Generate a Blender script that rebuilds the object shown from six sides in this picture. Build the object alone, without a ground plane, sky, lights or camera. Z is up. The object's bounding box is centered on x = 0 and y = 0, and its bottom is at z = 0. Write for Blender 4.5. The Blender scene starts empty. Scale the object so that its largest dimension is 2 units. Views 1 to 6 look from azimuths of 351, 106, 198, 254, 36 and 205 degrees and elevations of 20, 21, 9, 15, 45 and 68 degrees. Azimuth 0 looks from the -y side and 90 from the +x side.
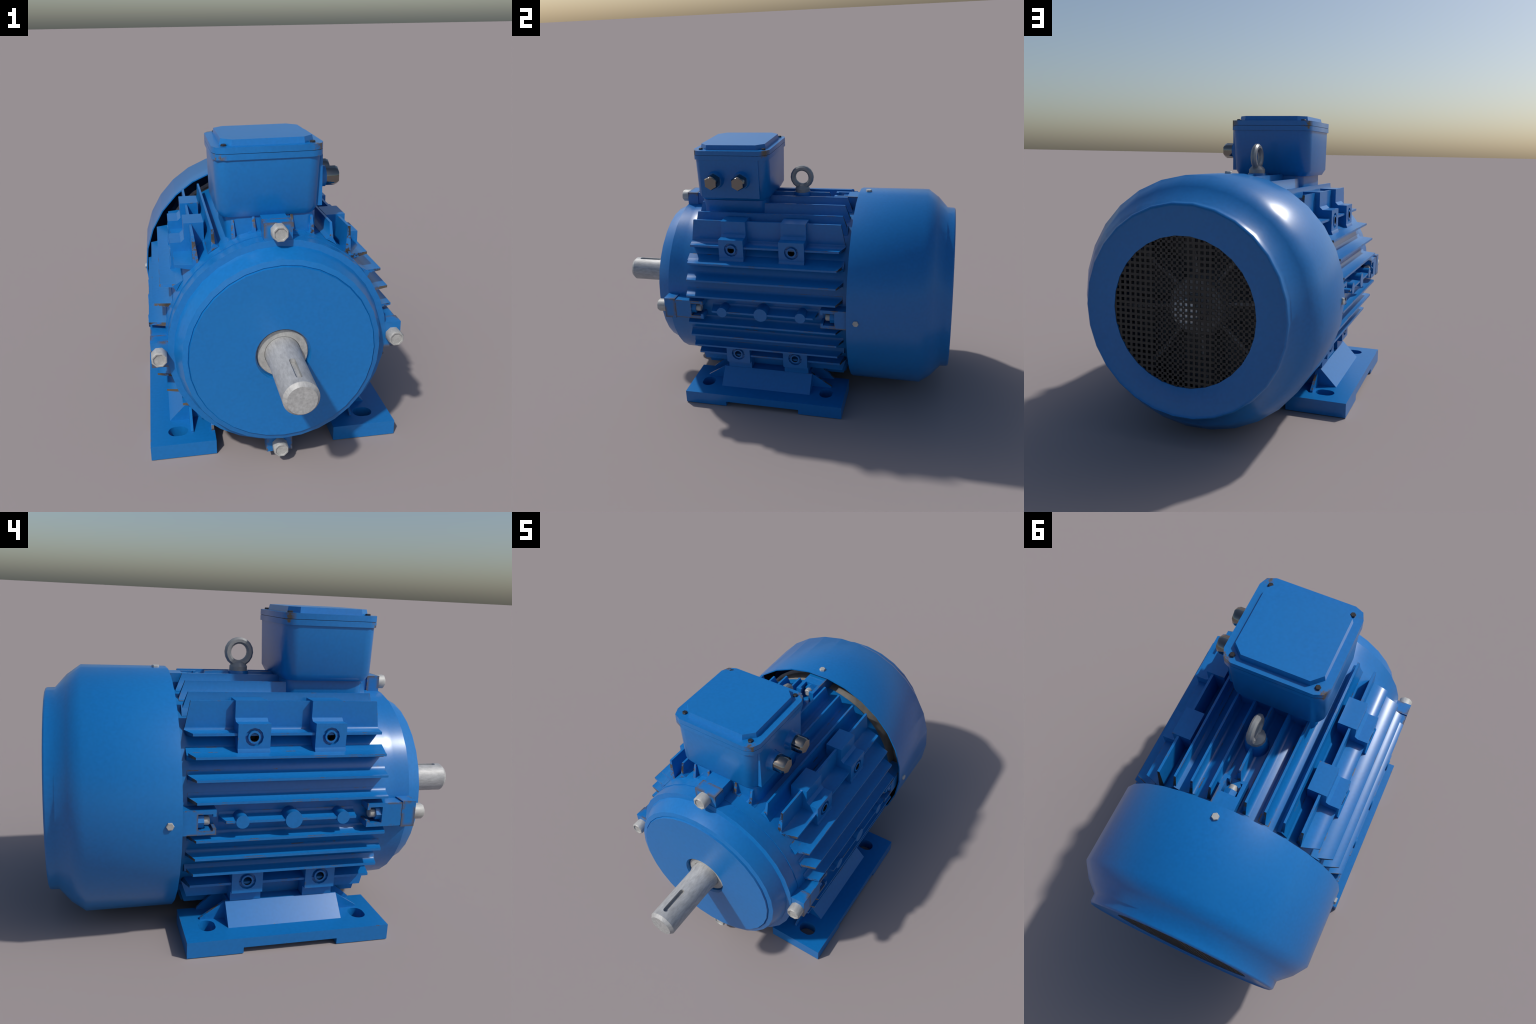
"""Three-phase electric motor: ribbed blue housing, feet, terminal box, fan cover, shaft."""
import bpy, bmesh, math
from math import sin, cos, pi, radians, sqrt
from mathutils import Vector, Matrix

AXIS_Z = 0.585            # height of the motor axis (runs along y through x = 0)
R_HOUSING = 0.4745         # barrel radius under the fins
R_FINS = 0.547            # radius on which the fin tips lie
R_TIE = 0.505             # radius of the four tie bolts

# ------------------------------------------------------------------ materials


def new_material(name):
    mat = bpy.data.materials.new(name)
    mat.use_nodes = True
    nt = mat.node_tree
    nt.nodes.clear()
    out = nt.nodes.new("ShaderNodeOutputMaterial")
    bsdf = nt.nodes.new("ShaderNodeBsdfPrincipled")
    nt.links.new(bsdf.outputs[0], out.inputs[0])
    return mat, nt, bsdf


def noise(nt, vec, scale, detail=3.0, rough=0.55):
    n = nt.nodes.new("ShaderNodeTexNoise")
    n.inputs["Scale"].default_value = scale
    n.inputs["Detail"].default_value = detail
    n.inputs["Roughness"].default_value = rough
    nt.links.new(vec, n.inputs["Vector"])
    return n.outputs["Fac"]


def ramp(nt, fac, stops):
    r = nt.nodes.new("ShaderNodeValToRGB")
    els = r.color_ramp.elements
    els[0].position, els[0].color = stops[0][0], (*stops[0][1], 1)
    els[1].position, els[1].color = stops[-1][0], (*stops[-1][1], 1)
    for p, c in stops[1:-1]:
        e = els.new(p)
        e.color = (*c, 1)
    nt.links.new(fac, r.inputs[0])
    return r.outputs[0]


def math_node(nt, op, a, b=None, clamp=False):
    m = nt.nodes.new("ShaderNodeMath")
    m.operation = op
    m.use_clamp = clamp
    for i, v in enumerate((a, b)):
        if v is None:
            continue
        if isinstance(v, (int, float)):
            m.inputs[i].default_value = v
        else:
            nt.links.new(v, m.inputs[i])
    return m.outputs[0]


def mix_color(nt, fac, a, b):
    m = nt.nodes.new("ShaderNodeMix")
    m.data_type = "RGBA"
    for sock, v in ((m.inputs[0], fac), (m.inputs[6], a), (m.inputs[7], b)):
        if isinstance(v, tuple):
            sock.default_value = (*v, 1)
        elif isinstance(v, (int, float)):
            sock.default_value = v
        else:
            nt.links.new(v, sock)
    return m.outputs[2]


def object_coords(nt, random_shift=True):
    tc = nt.nodes.new("ShaderNodeTexCoord")
    if not random_shift:
        return tc.outputs["Object"]
    info = nt.nodes.new("ShaderNodeObjectInfo")
    sh = math_node(nt, "MULTIPLY", info.outputs["Random"], 7.0)
    add = nt.nodes.new("ShaderNodeVectorMath")
    add.operation = "ADD"
    nt.links.new(tc.outputs["Object"], add.inputs[0])
    nt.links.new(sh, add.inputs[1])
    return add.outputs[0]


BLUE = (0.0055, 0.148, 0.440)
BARE = (0.125, 0.104, 0.080)


def add_bump(nt, bsdf, height, strength, distance=0.002):
    b = nt.nodes.new("ShaderNodeBump")
    b.inputs["Strength"].default_value = strength
    b.inputs["Distance"].default_value = distance
    nt.links.new(height, b.inputs["Height"])
    nt.links.new(b.outputs[0], bsdf.inputs["Normal"])


def corner_mask(nt, cx, cy, lo, hi):
    """1 near the four upright corners of a box centred on (cx, cy), 0 along its sides."""
    tc = nt.nodes.new("ShaderNodeTexCoord")
    sep = nt.nodes.new("ShaderNodeSeparateXYZ")
    nt.links.new(tc.outputs["Object"], sep.inputs[0])
    out = []
    for sock, c in ((sep.outputs[0], cx), (sep.outputs[1], cy)):
        d = math_node(nt, "ABSOLUTE", math_node(nt, "SUBTRACT", sock, c))
        mr = nt.nodes.new("ShaderNodeMapRange")
        mr.inputs["From Min"].default_value = lo
        mr.inputs["From Max"].default_value = hi
        nt.links.new(d, mr.inputs["Value"])
        out.append(mr.outputs[0])
    return math_node(nt, "MULTIPLY", out[0], out[1], True)


def paint_material(name, wear=0.0, edge=0.006, corners=None):
    """Blue enamel with fine orange-peel grain; wear = share of edges rubbed to metal."""
    mat, nt, bsdf = new_material(name)
    vec = object_coords(nt)
    grain = noise(nt, vec, 70.0, 1.0, 0.5)
    cloud = noise(nt, vec, 5.0, 3.0)
    base = ramp(nt, grain, [(0.2, tuple(c * 0.93 for c in BLUE)), (0.8, tuple(c * 1.07 for c in BLUE))])
    base = mix_color(nt, ramp(nt, cloud, [(0.35, (0.0,) * 3), (0.75, (0.5,) * 3)]), base,
                     tuple(c * k for c, k in zip(BLUE, (1.30, 1.05, 0.98))))
    if wear > 0:
        bev = nt.nodes.new("ShaderNodeBevel")
        bev.samples = 6
        bev.inputs["Radius"].default_value = edge
        geo = nt.nodes.new("ShaderNodeNewGeometry")
        dot = nt.nodes.new("ShaderNodeVectorMath")
        dot.operation = "DOT_PRODUCT"
        nt.links.new(bev.outputs[0], dot.inputs[0])
        nt.links.new(geo.outputs["Normal"], dot.inputs[1])
        bend = math_node(nt, "SUBTRACT", 1.0, dot.outputs["Value"])
        patch = noise(nt, vec, 9.0, 4.0, 0.7)
        rim = math_node(nt, "MULTIPLY", bend, 9.0, True)
        chip = ramp(nt, patch, [(0.66 - 0.22 * wear, (0,) * 3), (0.72 - 0.22 * wear, (1,) * 3)])
        mask = math_node(nt, "MULTIPLY", rim, chip, True)
        if corners:
            mask = math_node(nt, "MULTIPLY", chip, corner_mask(nt, *corners), True)
        base = mix_color(nt, mask, base, BARE)
        nt.links.new(math_node(nt, "MULTIPLY", mask, 0.25), bsdf.inputs["Metallic"])
    nt.links.new(base, bsdf.inputs["Base Color"])
    bsdf.inputs["Roughness"].default_value = 0.29
    bsdf.inputs["Specular IOR Level"].default_value = 0.5
    return mat


def chipped_material(name, bias):
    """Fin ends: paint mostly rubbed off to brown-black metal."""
    mat, nt, bsdf = new_material(name)
    vec = object_coords(nt)
    patch = noise(nt, vec, 16.0, 5.0, 0.7)
    tone = noise(nt, vec, 7.0, 2.0)
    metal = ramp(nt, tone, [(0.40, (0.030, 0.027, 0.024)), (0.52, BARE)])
    mask = ramp(nt, patch, [(bias - 0.03, (0,) * 3), (bias + 0.03, (1,) * 3)])
    nt.links.new(mix_color(nt, mask, metal, BLUE), bsdf.inputs["Base Color"])
    nt.links.new(math_node(nt, "SUBTRACT", 0.2, math_node(nt, "MULTIPLY", mask, 0.2)), bsdf.inputs["Metallic"])
    bsdf.inputs["Roughness"].default_value = 0.42
    return mat


def metal_material(name, color, rough, metallic=1.0, streak=(60, 60, 60), var=0.18, bump=0.08):
    mat, nt, bsdf = new_material(name)
    vec = object_coords(nt)
    mp = nt.nodes.new("ShaderNodeMapping")
    mp.inputs["Scale"].default_value = streak
    nt.links.new(vec, mp.inputs["Vector"])
    n = noise(nt, mp.outputs[0], 1.0, 4.0, 0.65)
    lo = tuple(c * (1 - var) for c in color)
    hi = tuple(min(1.0, c * (1 + var)) for c in color)
    nt.links.new(ramp(nt, n, [(0.3, lo), (0.7, hi)]), bsdf.inputs["Base Color"])
    bsdf.inputs["Metallic"].default_value = metallic
    bsdf.inputs["Roughness"].default_value = rough
    if bump:
        add_bump(nt, bsdf, n, bump, 0.001)
    return mat


M_PAINT = paint_material("blue_enamel")
M_PAINT_WORN = paint_material("blue_enamel_rubbed_edges", 0.45)
M_PAINT_WORN2 = paint_material("blue_enamel_chipped_edges", 0.75, 0.009)
M_CHIP = chipped_material("bare_fin_ends", 0.50)
M_PAINT_FOOT = paint_material("blue_enamel_few_chips", 0.12, 0.010)
M_LUG = paint_material("blue_enamel_worn_lug", 0.80, 0.016)
M_LUG_BARE = paint_material("blue_enamel_bare_lug", 0.85, 0.030)
M_BOX_RIM = paint_material("blue_enamel_worn_box_corners", 0.62, 0.006, (-0.012, -0.2275, 0.172, 0.196))
M_STEEL = metal_material("machined_steel", (0.385, 0.39, 0.39), 0.56, 0.20, (80, 24, 80), 0.20)
M_ZINC = metal_material("zinc_plated_steel", (0.40, 0.405, 0.395), 0.56, 0.18, (60, 20, 60), 0.18)
M_EYE = metal_material("cast_grey_steel", (0.27, 0.28, 0.285), 0.40, 0.25, (30, 30, 30), 0.08, 0.0)
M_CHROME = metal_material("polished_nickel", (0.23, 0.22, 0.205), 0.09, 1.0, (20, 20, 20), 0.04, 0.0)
M_BLACK = metal_material("blackened_steel", (0.030, 0.030, 0.032), 0.35, 0.3, (40, 40, 40), 0.2, 0.0)
M_GRILLE = metal_material("dark_sheet_grille", (0.030, 0.026, 0.022), 0.6, 0.0, (60, 60, 60), 0.12, 0.0)
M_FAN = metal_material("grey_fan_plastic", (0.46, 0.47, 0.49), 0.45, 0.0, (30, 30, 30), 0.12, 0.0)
M_HUBCAP = metal_material("lightened_shaft_steel", (0.85, 0.86, 0.88), 0.4, 0.1, (30, 30, 30), 0.06, 0.0)  # shaft steel lightened to make up for dim light behind the grille
M_RING = metal_material("bare_flange_steel", (0.44, 0.43, 0.41), 0.45, 0.5, (9, 9, 9), 0.28)
M_BORE_SHADE = metal_material("dark_bore_and_shade", (0.012, 0.013, 0.016), 0.6, 0.0, (30, 30, 30), 0.1, 0.0)  # near-black for bores and lid seam, and painted shade inside the cover

# ------------------------------------------------------------------ geometry helpers

scene = bpy.context.scene


def empty(name, parent=None, loc=(0, 0, 0)):
    ob = bpy.data.objects.new(name, None)
    scene.collection.objects.link(ob)
    ob.location = loc
    if parent:
        ob.parent = parent
    return ob


def make_mesh(name, bm, mats, smooth=30.0, recalc=True, soft=(), sharp=()):
    if recalc:
        bmesh.ops.recalc_face_normals(bm, faces=bm.faces)
    lim = radians(smooth)
    for f in bm.faces:
        f.smooth = True
    for e in bm.edges:
        e.smooth = len(e.link_faces) == 2 and e.calc_face_angle(0) < lim
        if any(set(e.verts) == set(p) for p in soft):
            e.smooth = True
        if any(set(e.verts) == set(p) for p in sharp):
            e.smooth = False
    me = bpy.data.meshes.new(name)
    bm.to_mesh(me)
    bm.free()
    for m in (mats if isinstance(mats, (list, tuple)) else [mats]):
        me.materials.append(m)
    return me


def place(name, me, parent, matrix=None):
    ob = bpy.data.objects.new(name, me)
    scene.collection.objects.link(ob)
    ob.parent = parent
    if matrix is not None:
        ob.matrix_local = matrix
    return ob


def build(name, bm, mats, parent, smooth=30.0, matrix=None):
    return place(name, make_mesh(name, bm, mats, smooth), parent, matrix)


def prism(bm, poly, axis, a0, a1, mat=0, poly1=None):
    """Extrude a closed 2-D polygon along an axis; poly1 optionally reshapes the far end."""
    def P(p, a):
        return {"x": (a, p[0], p[1]), "y": (p[0], a, p[1]), "z": (p[0], p[1], a)}[axis]
    lo = [bm.verts.new(P(p, a0)) for p in poly]
    hi = [bm.verts.new(P(p, a1)) for p in (poly1 or poly)]
    n = len(poly)
    fs = [bm.faces.new(lo[::-1]), bm.faces.new(hi)]
    for i in range(n):
        fs.append(bm.faces.new((lo[i], lo[(i + 1) % n], hi[(i + 1) % n], hi[i])))
    for f in fs:
        f.material_index = mat
    return fs


def box(bm, x0, x1, y0, y1, z0, z1, mat=0):
    return prism(bm, [(x0, y0), (x1, y0), (x1, y1), (x0, y1)], "z", z0, z1, mat)


def loft(bm, loops, cap=True):
    """Skin a list of equally long vertex loops."""
    rings = [[bm.verts.new(p) for p in lp] for lp in loops]
    n = len(rings[0])
    for a, b in zip(rings, rings[1:]):
        for i in range(n):
            bm.faces.new((a[i], a[(i + 1) % n], b[(i + 1) % n], b[i]))
    if cap:
        bm.faces.new(rings[0][::-1])
        bm.faces.new(rings[-1])
    return rings


def turn(bm, profile, segs, closed=False, cap=True, phase=0.0, mat=0):
    """Turn a (y, r) profile about the local y axis."""
    rings = []
    for y, r in profile:
        rings.append([bm.verts.new((r * cos(phase + 2 * pi * i / segs), y, r * sin(phase + 2 * pi * i / segs)))
                      for i in range(segs)])
    pairs = list(zip(rings, rings[1:]))
    if closed:
        pairs.append((rings[-1], rings[0]))
    for a, b in pairs:
        for i in range(segs):
            f = bm.faces.new((a[i], a[(i + 1) % segs], b[(i + 1) % segs], b[i]))
            f.material_index = mat
    if cap and not closed:
        for rg in (rings[0], rings[-1]):
            bm.faces.new(rg).material_index = mat
    return rings


def disc_pts(cx, cy, r, n, phase=0.0):
    return [(cx + r * cos(phase + 2 * pi * i / n), cy + r * sin(phase + 2 * pi * i / n)) for i in range(n)]


AXIS = Matrix.Translation((0, 0, AXIS_Z))


def side_frame(k):
    """Frame whose local +x points outward at one of the four sides (0 = +x, 1 = top, 2 = -x, 3 = bottom)."""
    return AXIS @ Matrix.Rotation(-k * pi / 2, 4, "Y")


# ------------------------------------------------------------------ the motor

motor = empty("electric_motor")
motor["label"] = "blue ribbed industrial electric motor with terminal box and shaft"
motor["category"] = "electric motor"

# ---- barrel
bm = bmesh.new()
turn(bm, [(-0.495, 0.40), (-0.495, 0.4730), (-0.455, 0.4730), (-0.448, R_HOUSING), (0.45, R_HOUSING),
          (0.495, R_HOUSING), (0.495, 0.40)], 64)
housing = build("housing", bm, M_PAINT, motor, 35, AXIS)
AX_INV = AXIS.inverted()


def fin_mesh(name, offset, tip, y_front, y_back, slope_front=0.021, slope_back=0.028):
    """One cooling fin: local x outward, local z sideways, tapered in thickness; ends are slanted."""
    t_root, t_tip, flare = 0.0085, 0.0050, 0.016

    def barrel(z):
        return sqrt(R_HOUSING ** 2 - z * z)
    lo_z, hi_z = offset - t_root, offset + t_root
    # cross-section (radial, sideways): flare on the barrel, side, tip, side, flare
    sect = [(barrel(lo_z - flare) + 0.0008, lo_z - flare, 0.0), (barrel(lo_z) + 0.002, lo_z, 0.0), (tip, offset - t_tip, 1.0),
            (tip, offset + t_tip, 1.0), (barrel(hi_z) + 0.002, hi_z, 0.0), (barrel(hi_z + flare) + 0.0008, hi_z + flare, 0.0),
            (0.43, offset, 0.0)]
    bm = bmesh.new()
    fr = [bm.verts.new((x, y_front - slope_front * (1 - k), z)) for x, z, k in sect]
    bk = [bm.verts.new((x, y_back + slope_back * (1 - k), z)) for x, z, k in sect]
    n = len(sect)
    for i in range(n):
        bm.faces.new((fr[i], fr[(i + 1) % n], bk[(i + 1) % n], bk[i]))
    for vs in (fr, bk):
        # end: the blade itself may be rubbed bare, the flare stays painted
        bm.faces.new([vs[i] for i in (1, 2, 3, 4)]).material_index = 1
        bm.faces.new([vs[i] for i in (0, 1, 4, 5, 6)])
    bmesh.ops.recalc_face_normals(bm, faces=bm.faces)
    soft = {(fr[i], bk[i]) for i in (1, 4)}
    me = make_mesh(name, bm, [M_PAINT_WORN, M_CHIP], 30, soft=soft)
    return me


FIN_OFFSETS = (-0.253, -0.168, -0.081, 0.081, 0.168, 0.253)
fin_meshes = {o: fin_mesh("fin", o, sqrt(R_FINS ** 2 - o * o), -0.420, 0.412) for o in FIN_OFFSETS}
mid_side = fin_mesh("fin", 0.0, R_FINS - 0.002, -0.276, 0.292, 0.015, 0.018)
mid_top = fin_mesh("fin", 0.0, R_FINS - 0.002, -0.10, 0.297, 0.015, 0.018)
for k in range(4):
    fr = AX_INV @ side_frame(k)
    for o in FIN_OFFSETS:
        place("fin", fin_meshes[o], housing, fr)
    place("fin", mid_top if k == 1 else mid_side, housing, fr)

# ---- angle fins on the four diagonals (an upright and a shelf meeting in a corner)


def angle_fin(name, sx, up):
    """sx = side (+1/-1); up = +1 upper, -1 lower pair."""
    c, t, reach = 0.335, 0.0055, 0.419
    h_top = 0.462 if up > 0 else 0.419
    sect = [(c - t, h_top), (c + t, h_top), (c + t, c + t + 0.012), (c + t, c + t), (reach, c + t), (reach, c - t), (0.314, 0.312), (0.312, 0.314)]
    bm = bmesh.new()
    fr, bk = [], []
    for x, z in sect:
        k = min(1.0, max(0.0, (max(x, z) - c - t) / 0.08))
        fr.append(bm.verts.new((sx * x, -0.438 + 0.018 * k, up * z)))
        bk.append(bm.verts.new((sx * x, 0.440 - 0.026 * k, up * z)))
    n = len(sect)
    for i in range(n):
        bm.faces.new((fr[i], fr[(i + 1) % n], bk[(i + 1) % n], bk[i]))
    for vs in (fr, bk):
        for ids in ((0, 1, 2, 3, 7), (3, 4, 5, 6), (3, 6, 7)):
            bm.faces.new([vs[i] for i in ids]).material_index = 1
    soft = {(fr[3], bk[3])}
    sharp = {(fr[2], bk[2])}
    me = make_mesh(name, bm, [M_PAINT_WORN, M_CHIP], 30, soft=soft, sharp=sharp)
    return place(name, me, housing)


for sx in (1, -1):
    for up in (1, -1):
        angle_fin("angle_fin", sx, up)

# ---- mounting pads with threaded bosses
PAD_Y = ((-0.250, -0.110), (0.089, 0.229))


def threaded_boss(bm, x, y, z, sx):
    """Ring groove, raised collar and bore, seen on the flat of a pad."""
    n = 12

    def ring(r, xx):
        return [bm.verts.new((sx * xx, y + r * cos(2 * pi * i / n), z + r * sin(2 * pi * i / n))) for i in range(n)]
    rr = [ring(0.0395, x), ring(0.0385, x - 0.012), ring(0.0285, x - 0.012), ring(0.0275, x + 0.0015),
          ring(0.0195, x + 0.0015), ring(0.0190, x - 0.045)]
    mats = (1, 1, 0, 0, 2)
    for a, b, m in zip(rr, rr[1:], mats):
        for i in range(n):
            f = bm.faces.new((a[i], a[(i + 1) % n], b[(i + 1) % n], b[i]))
            f.material_index = m
    f = bm.faces.new(rr[-1])
    f.material_index = 2


def face_with_hole(bm, x, y0, y1, z0, z1, cy, cz, r, n=12):
    """Rectangular face at constant x with a round opening."""
    cir = [bm.verts.new((x, cy + r * cos(2 * pi * i / n), cz + r * sin(2 * pi * i / n))) for i in range(n)]

    def edge_pt(a):
        dx, dz = cos(a), sin(a)
        k = min(((y1 - cy) / dx if dx > 0 else (y0 - cy) / dx) if abs(dx) > 1e-9 else 9e9,
                ((z1 - cz) / dz if dz > 0 else (z0 - cz) / dz) if abs(dz) > 1e-9 else 9e9)
        return cy + k * dx, cz + k * dz
    corners = [(y1, z1), (y0, z1), (y0, z0), (y1, z0)]
    ca = [math.atan2(q[1] - cz, q[0] - cy) % (2 * pi) for q in corners]
    out = [bm.verts.new((x, *edge_pt(2 * pi * i / n))) for i in range(n)]
    for i in range(n):
        a0, a1 = 2 * pi * i / n, 2 * pi * (i + 1) / n
        extra = [bm.verts.new((x, *corners[j])) for j in range(4) if a0 + 1e-4 < ca[j] < a1 - 1e-4]
        bm.faces.new([cir[i], out[i]] + extra + [out[(i + 1) % n], cir[(i + 1) % n]])


def mounting_pad(name, sx, y0, y1, lower):
    bm = bmesh.new()
    zc = AXIS_Z
    yc = 0.5 * (y0 + y1)
    if not lower:
        poly = [(0.277, 1.052), (0.365, 1.052), (0.365, 0.980), (0.380, 0.966), (0.428, 0.966), (0.428, 0.862),
                (0.434, 0.848), (0.434, 0.842), (0.36, 0.842), (0.30, 0.90), (0.277, 0.93)]
        xf, zb, zt, hz = 0.428, 0.862, 0.966, 0.910
    else:
        poly = [(0.300, 0.327), (0.428, 0.327), (0.428, 0.206), (0.402, 0.206), (0.402, 0.160), (0.300, 0.160)]
        xf, zb, zt, hz = 0.428, 0.206, 0.327, 0.263
    pts = [(sx * p[0], p[1] - zc) for p in poly]
    lo = [bm.verts.new((p[0], y0, p[1])) for p in pts]
    hi = [bm.verts.new((p[0], y1, p[1])) for p in pts]
    bm.faces.new(lo)
    bm.faces.new(hi[::-1])
    n = len(pts)
    for i in range(n):
        j = (i + 1) % n
        if abs(poly[i][0] - xf) < 1e-6 and abs(poly[j][0] - xf) < 1e-6:
            continue
        bm.faces.new((lo[i], lo[j], hi[j], hi[i]))
    face_with_hole(bm, sx * xf, y0, y1, zb - zc, zt - zc, yc, hz - zc, 0.0395)
    bmesh.ops.remove_doubles(bm, verts=bm.verts, dist=1e-5)
    threaded_boss(bm, xf, yc, hz - zc, sx)
    return build(name, bm, [M_PAINT_FOOT, M_PAINT, M_BORE_SHADE], housing)


for sx in (1, -1):
    for y0, y1 in PAD_Y:
        mounting_pad("mounting_pad", sx, y0, y1, False)
        mounting_pad("mounting_pad", sx, y0, y1, True)

# ---- round bosses along the mid fin of each flank
for k in (0, 2):
    for y, r in ((-0.217, 0.0285), (0.003, 0.0375), (0.223, 0.0285)):
        bm = bmesh.new()
        ring_in = disc_pts(y, 0, r, 16)
        loft(bm, [[(0.44, p[0], p[1]) for p in ring_in], [(0.5475, p[0], p[1]) for p in ring_in]])
        build("round_boss", bm, M_PAINT, housing, 40, AX_INV @ side_frame(k))

# ---- tie-bolt lugs


def pocket_lug(name, k, y_in, y_out, pocket, lip):
    """Hollow lug on the barrel: a U-shaped wall with a nut pocket and a split inner end."""
    s = 1 if y_out > y_in else -1
    w, wi, x0, x1 = 0.0530, 0.0355, 0.43, 0.537
    bm = bmesh.new()
    # solid part beyond the pocket
    box(bm, x0, x1, min(pocket[1], y_out), max(pocket[1], y_out), -w, w)
    for sg in (1, -1):
        # side walls and the two hooked lips that close the inner end (butted in one outline)
        poly = [(y_in, sg * 0.025), (y_in, sg * w), (pocket[1], sg * w), (pocket[1], sg * wi), (pocket[0], sg * wi),
                (pocket[0], sg * 0.025)]
        prism(bm, poly, "x", x0, x1)
    # pocket floor
    box(bm, x0, 0.468, min(pocket[0], pocket[1]), max(pocket[0], pocket[1]), -wi - 0.002, wi + 0.002)
    return build(name, bm, M_LUG, housing, 30, AX_INV @ side_frame(k))


def solid_lug(name, k, y0, y1, w, parent, mat):
    bm = bmesh.new()
    box(bm, 0.43, 0.537, y0, y1, -w, w)
    return build(name, bm, mat, parent, 30, AX_INV @ side_frame(k))


for k in range(4):
    if k == 1:
        solid_lug("housing_lug", k, -0.494, -0.400, 0.053, housing, M_PAINT_WORN)
    else:
        pocket_lug("housing_lug", k, -0.330, -0.494, (-0.345, -0.401), 0.0125)
    pocket_lug("housing_lug", k, 0.331, 0.560, (0.345, 0.406), 0.0125)

# ---- drive-end shield
bm = bmesh.new()
turn(bm, [(-0.480, 0.30), (-0.4955, 0.4705), (-0.560, 0.4705), (-0.564, 0.4440), (-0.602, 0.4315), (-0.6410, 0.4140),
          (-0.6475, 0.3925), (-0.6445, 0.3895), (-0.655, 0.3865), (-0.655, 0.1180), (-0.645, 0.1120), (-0.630, 0.1120),
          (-0.630, 0.100), (-0.480, 0.100)], 32, closed=True)
shield = build("end_shield", bm, M_PAINT, motor, 28, AXIS)
for k in range(4):
    bm = bmesh.new()
    w = 0.0585
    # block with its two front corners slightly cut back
    poly = [(0.43, -0.494), (0.5385, -0.494), (0.5385, -0.558), (0.43, -0.558)]
    prism(bm, poly, "z", -w, w)
    build("shield_lug", bm, M_LUG_BARE, shield, 30, AX_INV @ side_frame(k))

# shaft seal ring
bm = bmesh.new()
turn(bm, [(-0.628, 0.1115), (-0.638, 0.1050), (-0.638, 0.0765), (-0.628, 0.0765)], 40, closed=True)
build("shaft_seal", bm, M_ZINC, shield, 40, Matrix.Identity(4))

# ---- tie bolts and nuts
bm = bmesh.new()
turn(bm, [(-0.557, 0.0350), (-0.602, 0.0350), (-0.607, 0.0315), (-0.607, 0.0265), (-0.602, 0.0255)], 8,
     phase=pi / 8)
bolt_head = make_mesh("bolt_head", bm, M_ZINC, 50)
bm = bmesh.new()
turn(bm, [(0.408, 0.030), (0.380, 0.030)], 6)
nut_rear = make_mesh("nut", bm, [M_PAINT], 40)
bm = bmesh.new()
turn(bm, [(0.380, 0.0195), (0.359, 0.0195), (0.355, 0.016)], 14)
stud_rear = make_mesh("bolt_end", bm, M_ZINC, 40)
bm = bmesh.new()
turn(bm, [(-0.376, 0.0195), (-0.353, 0.0195), (-0.349, 0.016)], 14)
stud_front = make_mesh("bolt_end", bm, M_ZINC, 40)
bm = bmesh.new()
turn(bm, [(-0.403, 0.030), (-0.376, 0.030)], 6)
nut_front = make_mesh("nut", bm, [M_PAINT], 40)
OUT = Matrix.Translation((R_TIE, 0, 0))
for k in range(4):
    fr = side_frame(k) @ OUT
    place("bolt_head", bolt_head, motor, fr)
    if k != 1:
        place("nut", nut_front, motor, fr)
        place("bolt_end", stud_front, motor, fr)
    place("nut", nut_rear, motor, fr)
    place("bolt_end", stud_rear, motor, fr)

# ---- shaft with keyway
bm = bmesh.new()
R_SH, n = 0.0705, 48
KEY_W, KEY_D, KEY_Y0, KEY_Y1 = 0.0125, 0.020, -0.957, -0.812
turn(bm, [(-0.45, 0.0745), (-0.672, 0.0745), (-0.682, R_SH), (-0.984, R_SH), (-1.0, 0.0575)], n, phase=pi / 2)
shaft_me = make_mesh("shaft", bm, M_STEEL, 40)
shaft = place("shaft", shaft_me, motor, AXIS)
bm = bmesh.new()
slot = [(KEY_W * cos(a), KEY_Y0 + KEY_W + KEY_W * sin(a)) for a in [pi + i * pi / 8 for i in range(9)]] + \
       [(KEY_W * cos(a), KEY_Y1 - KEY_W + KEY_W * sin(a)) for a in [i * pi / 8 for i in range(9)]]
prism(bm, slot, "z", R_SH - KEY_D, R_SH + 0.02)
cutter = build("keyway_cutter", bm, M_STEEL, motor, 30, AXIS)


def cut(target, tool, smooth):
    md = target.modifiers.new("cut", "BOOLEAN")
    md.operation = "DIFFERENCE"
    md.solver = "EXACT"
    md.object = tool
    bpy.context.view_layer.update()
    dg = bpy.context.evaluated_depsgraph_get()
    me = bpy.data.meshes.new_from_object(target.evaluated_get(dg))
    target.modifiers.clear()
    bm = bmesh.new()
    bm.from_mesh(me)
    for f in bm.faces:
        f.smooth = True
    for e in bm.edges:
        e.smooth = len(e.link_faces) == 2 and e.calc_face_angle(0) < radians(smooth)
    bm.to_mesh(me)
    bm.free()
    name = target.data.name
    target.data = me
    me.name = name
    bpy.data.objects.remove(tool)


cut(shaft, cutter, 32)

# ---- bare rear collar of the barrel, seen through the gap under the cover
bm = bmesh.new()
turn(bm, [(0.4965, 0.40), (0.4965, 0.4650), (0.585, 0.4650), (0.600, 0.45), (0.600, 0.06), (0.4965, 0.06)], 48, closed=True)
build("rear_collar", bm, M_RING, motor, 35, AXIS)

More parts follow.
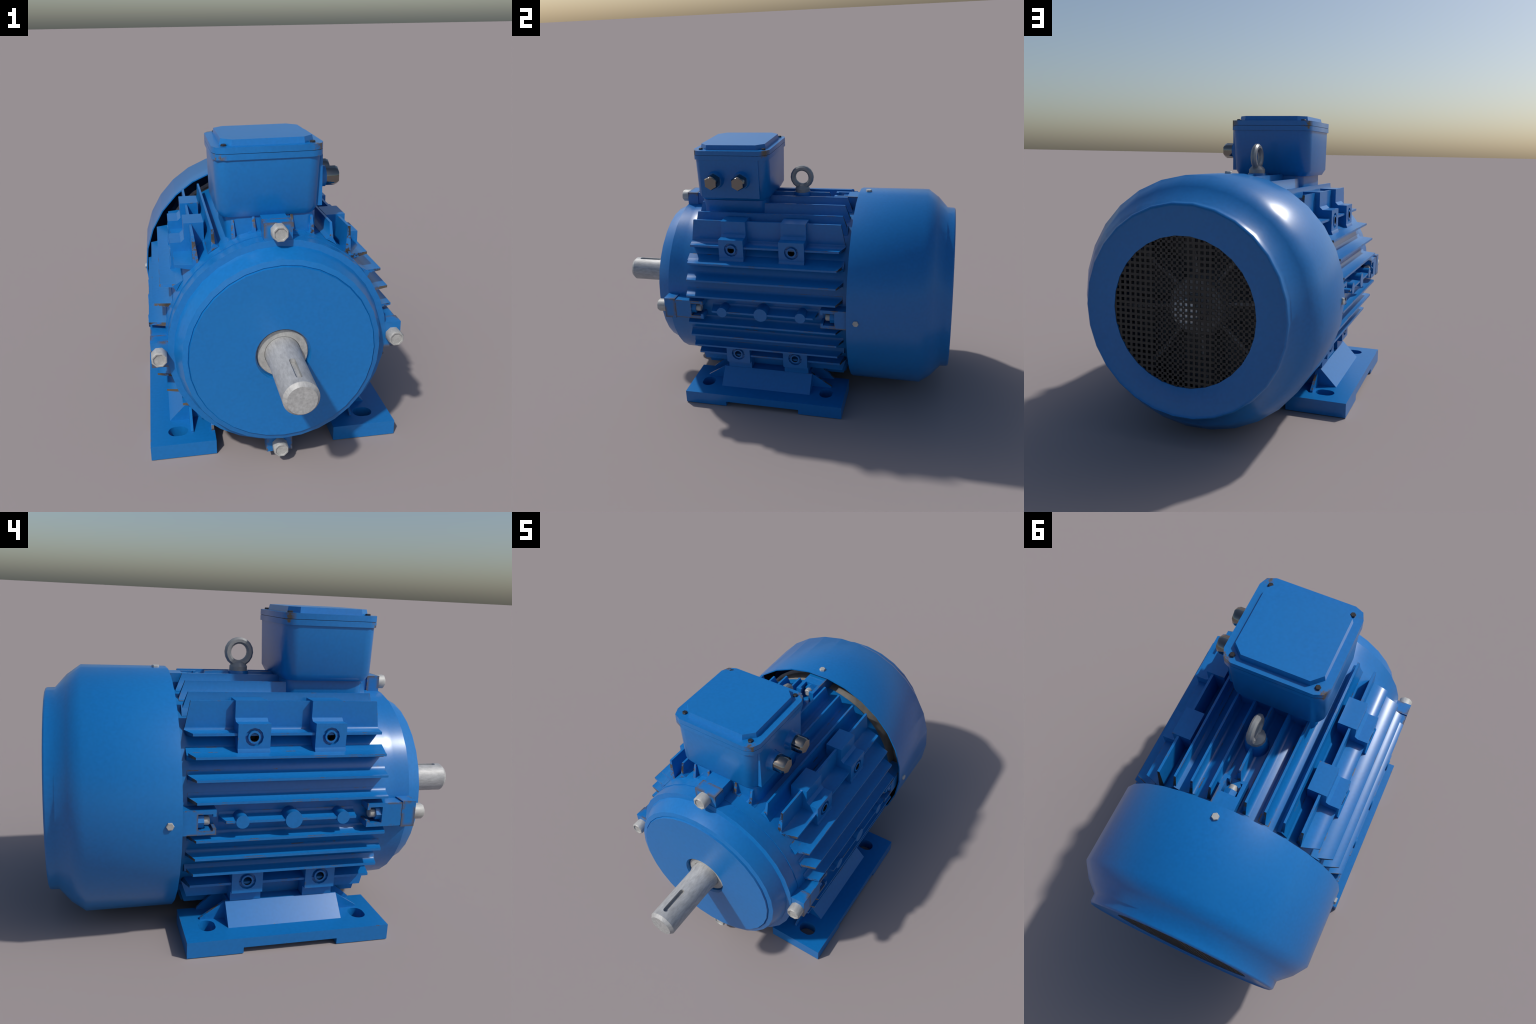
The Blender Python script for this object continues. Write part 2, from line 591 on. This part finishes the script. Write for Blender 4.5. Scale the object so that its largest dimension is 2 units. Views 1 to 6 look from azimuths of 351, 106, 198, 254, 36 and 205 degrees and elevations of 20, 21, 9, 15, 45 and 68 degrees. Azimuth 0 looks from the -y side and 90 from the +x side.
# ---- fan
fan = empty("fan", motor, (0, 0, AXIS_Z))
bm = bmesh.new()
turn(bm, [(0.61, 0.476), (0.618, 0.476), (0.625, 0.40), (0.64, 0.20), (0.70, 0.145), (0.86, 0.130), (0.87, 0.120), (0.87, 0.060),
          (0.60, 0.060)], 32, closed=True)
build("fan_hub", bm, M_FAN, fan, 40)
bm = bmesh.new()
turn(bm, [(0.54, 0.058), (0.978, 0.058), (0.982, 0.053)], 28)
build("fan_shaft_end", bm, M_HUBCAP, fan, 40)
bm = bmesh.new()
prism(bm, [(0.125, 0.62), (0.415, 0.612), (0.415, 0.80), (0.37, 0.84), (0.125, 0.83)], "z", -0.007, 0.007)
blade = make_mesh("fan_blade", bm, M_FAN, 30)
for i in range(8):
    place("fan_blade", blade, fan, Matrix.Rotation(i * pi / 4 + 0.1, 4, "Y"))

# ---- fan cover
bm = bmesh.new()
turn(bm, [(0.4705, 0.5585), (0.846, 0.5585), (0.906, 0.514), (0.957, 0.4565), (0.991, 0.4550), (0.9975, 0.4510), (1.000, 0.4470), (0.9937, 0.4390), (0.9937, 0.320),
          (0.986, 0.320), (0.984, 0.436), (0.950, 0.449), (0.842, 0.5525), (0.4705, 0.5525)], 30, closed=True)
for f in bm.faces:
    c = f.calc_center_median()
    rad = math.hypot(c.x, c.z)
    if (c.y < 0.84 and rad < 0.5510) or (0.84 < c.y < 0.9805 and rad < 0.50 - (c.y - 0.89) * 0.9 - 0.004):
        f.material_index = 1  # inner faces blackened: shade under the cover put into the colour
cover = build("fan_cover", bm, [M_PAINT, M_BORE_SHADE], motor, 52, AXIS)

# perforated grille: square holes on a grid, with small holes at the crossings
bm = bmesh.new()
PITCH, BIG, R_G = 0.0243, 0.0068, 0.3255
half = int(R_G / PITCH) + 1
lines, kind = [], []
for i in range(-half, half + 1):
    c0 = (i + 0.5) * PITCH
    lines += [c0 - BIG, c0 + BIG, c0 + PITCH / 2 - 0.0044, c0 + PITCH / 2 + 0.0044]
    kind += ["hole", "bar", "small", "bar"]          # kind of the strip that follows each line
m = len(lines) - 1


def solid(i, j):
    if not (0 <= i < m and 0 <= j < m):
        return False
    xc, zc = 0.5 * (lines[i] + lines[i + 1]), 0.5 * (lines[j] + lines[j + 1])
    if xc * xc + zc * zc > R_G * R_G:
        return False
    if kind[i] == "hole" and kind[j] == "hole":
        return False
    return not (kind[i] == "small" and kind[j] == "small" and not (-0.13 < xc < -0.005 or xc > 0.14))


cache = {}


def gv(i, j, y):
    if (i, j, y) not in cache:
        cache[(i, j, y)] = bm.verts.new((lines[i], y, lines[j]))
    return cache[(i, j, y)]


YA, YB = 0.9865, 0.9912
for i in range(m):
    for j in range(m):
        if not solid(i, j):
            continue
        for y in (YA, YB):
            bm.faces.new((gv(i, j, y), gv(i + 1, j, y), gv(i + 1, j + 1, y), gv(i, j + 1, y)))
        for (di, dj, a, b) in ((-1, 0, (i, j), (i, j + 1)), (1, 0, (i + 1, j), (i + 1, j + 1)),
                               (0, -1, (i, j), (i + 1, j)), (0, 1, (i, j + 1), (i + 1, j + 1))):
            if not solid(i + di, j + dj):
                bm.faces.new((gv(*a, YA), gv(*b, YA), gv(*b, YB), gv(*a, YB)))
grille = build("grille", bm, M_GRILLE, cover, 20)

# cover screws
bm = bmesh.new()
loft(bm, [[(x, p[0], p[1]) for p in disc_pts(0, 0, r, 6)]
          for x, r in ((0.550, 0.0168), (0.5640, 0.0168), (0.5665, 0.0145))])
cover_screw = make_mesh("cover_screw", bm, M_ZINC, 20)
for k in range(4):
    place("cover_screw", cover_screw, cover, AX_INV @ side_frame(k) @ Matrix.Translation((0, 0.521, 0)))

# ---- feet


for sx in (1, -1):
    bm = bmesh.new()
    # side outline with the relieved middle of the sole
    outline = [(-0.467, 0.0), (-0.223, 0.0), (-0.223, 0.027), (0.202, 0.027), (0.202, 0.0), (0.446, 0.0),
               (0.446, 0.0715), (-0.467, 0.0715)]
    prism(bm, outline, "x", sx * 0.277, sx * 0.577)
    foot = build("foot", bm, M_PAINT_FOOT, motor)
    for yc in (-0.367, 0.339):
        bm = bmesh.new()
        r, e = 0.0370, 0.0095
        pts = [(sx * 0.448 + e * (1 if cos(a) >= 0 else -1) + r * cos(a), yc + r * sin(a))
               for a in [(i + 0.5) * pi / 12 for i in range(24)]]
        prism(bm, pts, "z", -0.02, 0.10)
        cut(foot, build("slot_cutter", bm, M_PAINT, motor), 32)
    # pedestal up to the barrel
    bm = bmesh.new()
    box(bm, min(sx * 0.279, sx * 0.390), max(sx * 0.279, sx * 0.390), -0.262, 0.238, 0.070, 0.156)
    box(bm, min(sx * 0.290, sx * 0.334), max(sx * 0.290, sx * 0.334), -0.245, 0.225, 0.156, 0.262)
    build("pedestal", bm, M_PAINT, foot)
    bm = bmesh.new()
    prism(bm, [(sx * 0.3895, 0.070), (sx * 0.4850, 0.070), (sx * 0.4005, 0.1585), (sx * 0.3895, 0.1585)], "y", -0.276, 0.250)
    build("sloped_rib", bm, M_PAINT_FOOT, foot)
    for xg, top in ((0.383, 0.157), (0.2865, 0.180)):
        for ya, yb, yi in ((-0.388, -0.268, -0.245), (0.360, 0.244, 0.225)):
            bm = bmesh.new()
            prism(bm, [(ya, 0.070), (ya, 0.080), (yb, top), (yi, top), (yi, 0.070)], "x",
                  sx * (xg - 0.0065), sx * (xg + 0.0065))
            for f in bm.faces:
                f.normal_update()
                if abs(f.normal.y) > 0.55:
                    f.material_index = 1
            build("gusset", bm, [M_PAINT_WORN, M_CHIP], foot)

# ---- lifting eye
bm = bmesh.new()
loft(bm, [[(p[0], 0.137 + p[1], z) for p in disc_pts(0, 0, r, 14)] for z, r in ((1.03, 0.056), (1.085, 0.054), (1.134, 0.0455))])
build("lifting_boss", bm, M_PAINT, motor, 40)
bm = bmesh.new()
loft(bm, [[(p[0], 0.137 + p[1], z) for p in disc_pts(0, 0, r, 12)]
          for z, r in ((1.133, 0.0425), (1.153, 0.0425), (1.166, 0.032), (1.176, 0.016))])
MAJ, MINR, NM, NS = 0.0525, 0.0160, 18, 8
rings = []
for i in range(NM):
    a = 2 * pi * i / NM
    rings.append([bm.verts.new(((MINR * 1.0) * sin(2 * pi * j / NS + pi / 8),
                                0.137 + (MAJ + MINR * cos(2 * pi * j / NS + pi / 8)) * cos(a),
                                1.2175 + (MAJ + MINR * cos(2 * pi * j / NS + pi / 8)) * sin(a))) for j in range(NS)])
for i in range(NM):
    a, b = rings[i], rings[(i + 1) % NM]
    for j in range(NS):
        bm.faces.new((a[j], a[(j + 1) % NS], b[(j + 1) % NS], b[j]))
build("lifting_eye", bm, M_EYE, motor, 36)

# ---- terminal box
BX, BY = -0.0120, -0.2275


def corner_rect(hx, hy, rc, z, seg=2, dx=0.0, dy=0.0):
    pts = []
    for qx, qy, a0 in ((1, 1, 0), (-1, 1, pi / 2), (-1, -1, pi), (1, -1, 3 * pi / 2)):
        for i in range(seg + 1):
            a = a0 + (pi / 2) * i / seg
            pts.append((BX + dx + qx * (hx - rc) + rc * cos(a), BY + dy + qy * (hy - rc) + rc * sin(a), z))
    return pts




def neck_rect(z):
    return [(p[0] - BX - 0.0005, p[1], p[2]) for p in corner_rect(0.1935, 0.190, 0.045, z, 3)]


bm = bmesh.new()
loft(bm, [neck_rect(0.98), neck_rect(1.122)])
terminal = build("terminal_box", bm, M_PAINT, motor, 35)
bm = bmesh.new()
loft(bm, [corner_rect(0.200, 0.195, 0.050, 1.118, 4, -0.003, -0.002), corner_rect(0.2170, 0.2125, 0.060, 1.148, 4, -0.004, -0.002),
          corner_rect(0.2245, 0.2175, 0.062, 1.361, 4)])
build("box_body", bm, M_PAINT, terminal, 50)
bm = bmesh.new()
loft(bm, [corner_rect(0.2305, 0.2235, 0.054, 1.3595), corner_rect(0.2305, 0.2235, 0.054, 1.3835)])
build("box_flange", bm, M_BOX_RIM, terminal, 50)
bm = bmesh.new()
loft(bm, [corner_rect(0.2275, 0.2205, 0.053, 1.3830), corner_rect(0.2275, 0.2205, 0.053, 1.3860)])
build("box_seam_strip", bm, M_BORE_SHADE, terminal, 50)  # dark strip standing in for the seam gap between flange and lid
bm = bmesh.new()
loft(bm, [corner_rect(0.2305, 0.2235, 0.054, 1.3855), corner_rect(0.2305, 0.2235, 0.054, 1.4105)])
lid = build("lid", bm, M_BOX_RIM, terminal, 50)


def octo(hx, hy, ch, z):
    return [(BX + sx_ * x, BY + 0.001 + sy_ * y, z) for sx_, sy_, x, y in (
        (1, 1, hx, hy - ch), (1, 1, hx - ch, hy), (-1, 1, hx - ch, hy), (-1, 1, hx, hy - ch),
        (-1, -1, hx, hy - ch), (-1, -1, hx - ch, hy), (1, -1, hx - ch, hy), (1, -1, hx, hy - ch))]


bm = bmesh.new()
loft(bm, [octo(0.1960, 0.1925, 0.046, 1.409), octo(0.1900, 0.1865, 0.043, 1.4360)])
build("lid_panel", bm, M_PAINT, terminal, 20)
bm = bmesh.new()
loft(bm, [[(p[0], p[1], z) for p in disc_pts(0, 0, r, 6, 0.3)] for z, r in ((1.405, 0.0125), (1.4160, 0.0125), (1.4185, 0.010))])
lid_screw = make_mesh("lid_screw", bm, M_BLACK, 25)
for qx in (1, -1):
    for qy in (1, -1):
        place("lid_screw", lid_screw, terminal, Matrix.Translation((-0.0105 + qx * 0.1830, -0.2220 + qy * 0.1835, 0)))
# flat entry panel on the cable side
bm = bmesh.new()
box(bm, 0.12, 0.2165, -0.405, -0.062, 1.1425, 1.3605)
build("entry_panel", bm, M_PAINT, terminal)
for yg in (-0.3155, -0.1600):
    bm = bmesh.new()
    col = disc_pts(yg, 1.248, 0.0465, 20)
    loft(bm, [[(x, yg + (p[0] - yg) * s, 1.248 + (p[1] - 1.248) * s) for p in col]
              for x, s in ((0.2150, 1.12), (0.222, 1.0), (0.2480, 0.97))])
    gland = build("gland_collar", bm, M_PAINT, terminal, 40)
    bm = bmesh.new()
    hexa = disc_pts(0, 0, 0.0425, 6, pi / 2)
    loft(bm, [[(x, yg + p[0] * s, 1.248 + p[1] * s) for p in hexa] for x, s in ((0.2475, 1.0), (0.2930, 1.0), (0.3050, 0.86))])
    build("gland_nut", bm, M_CHROME, terminal, 62)
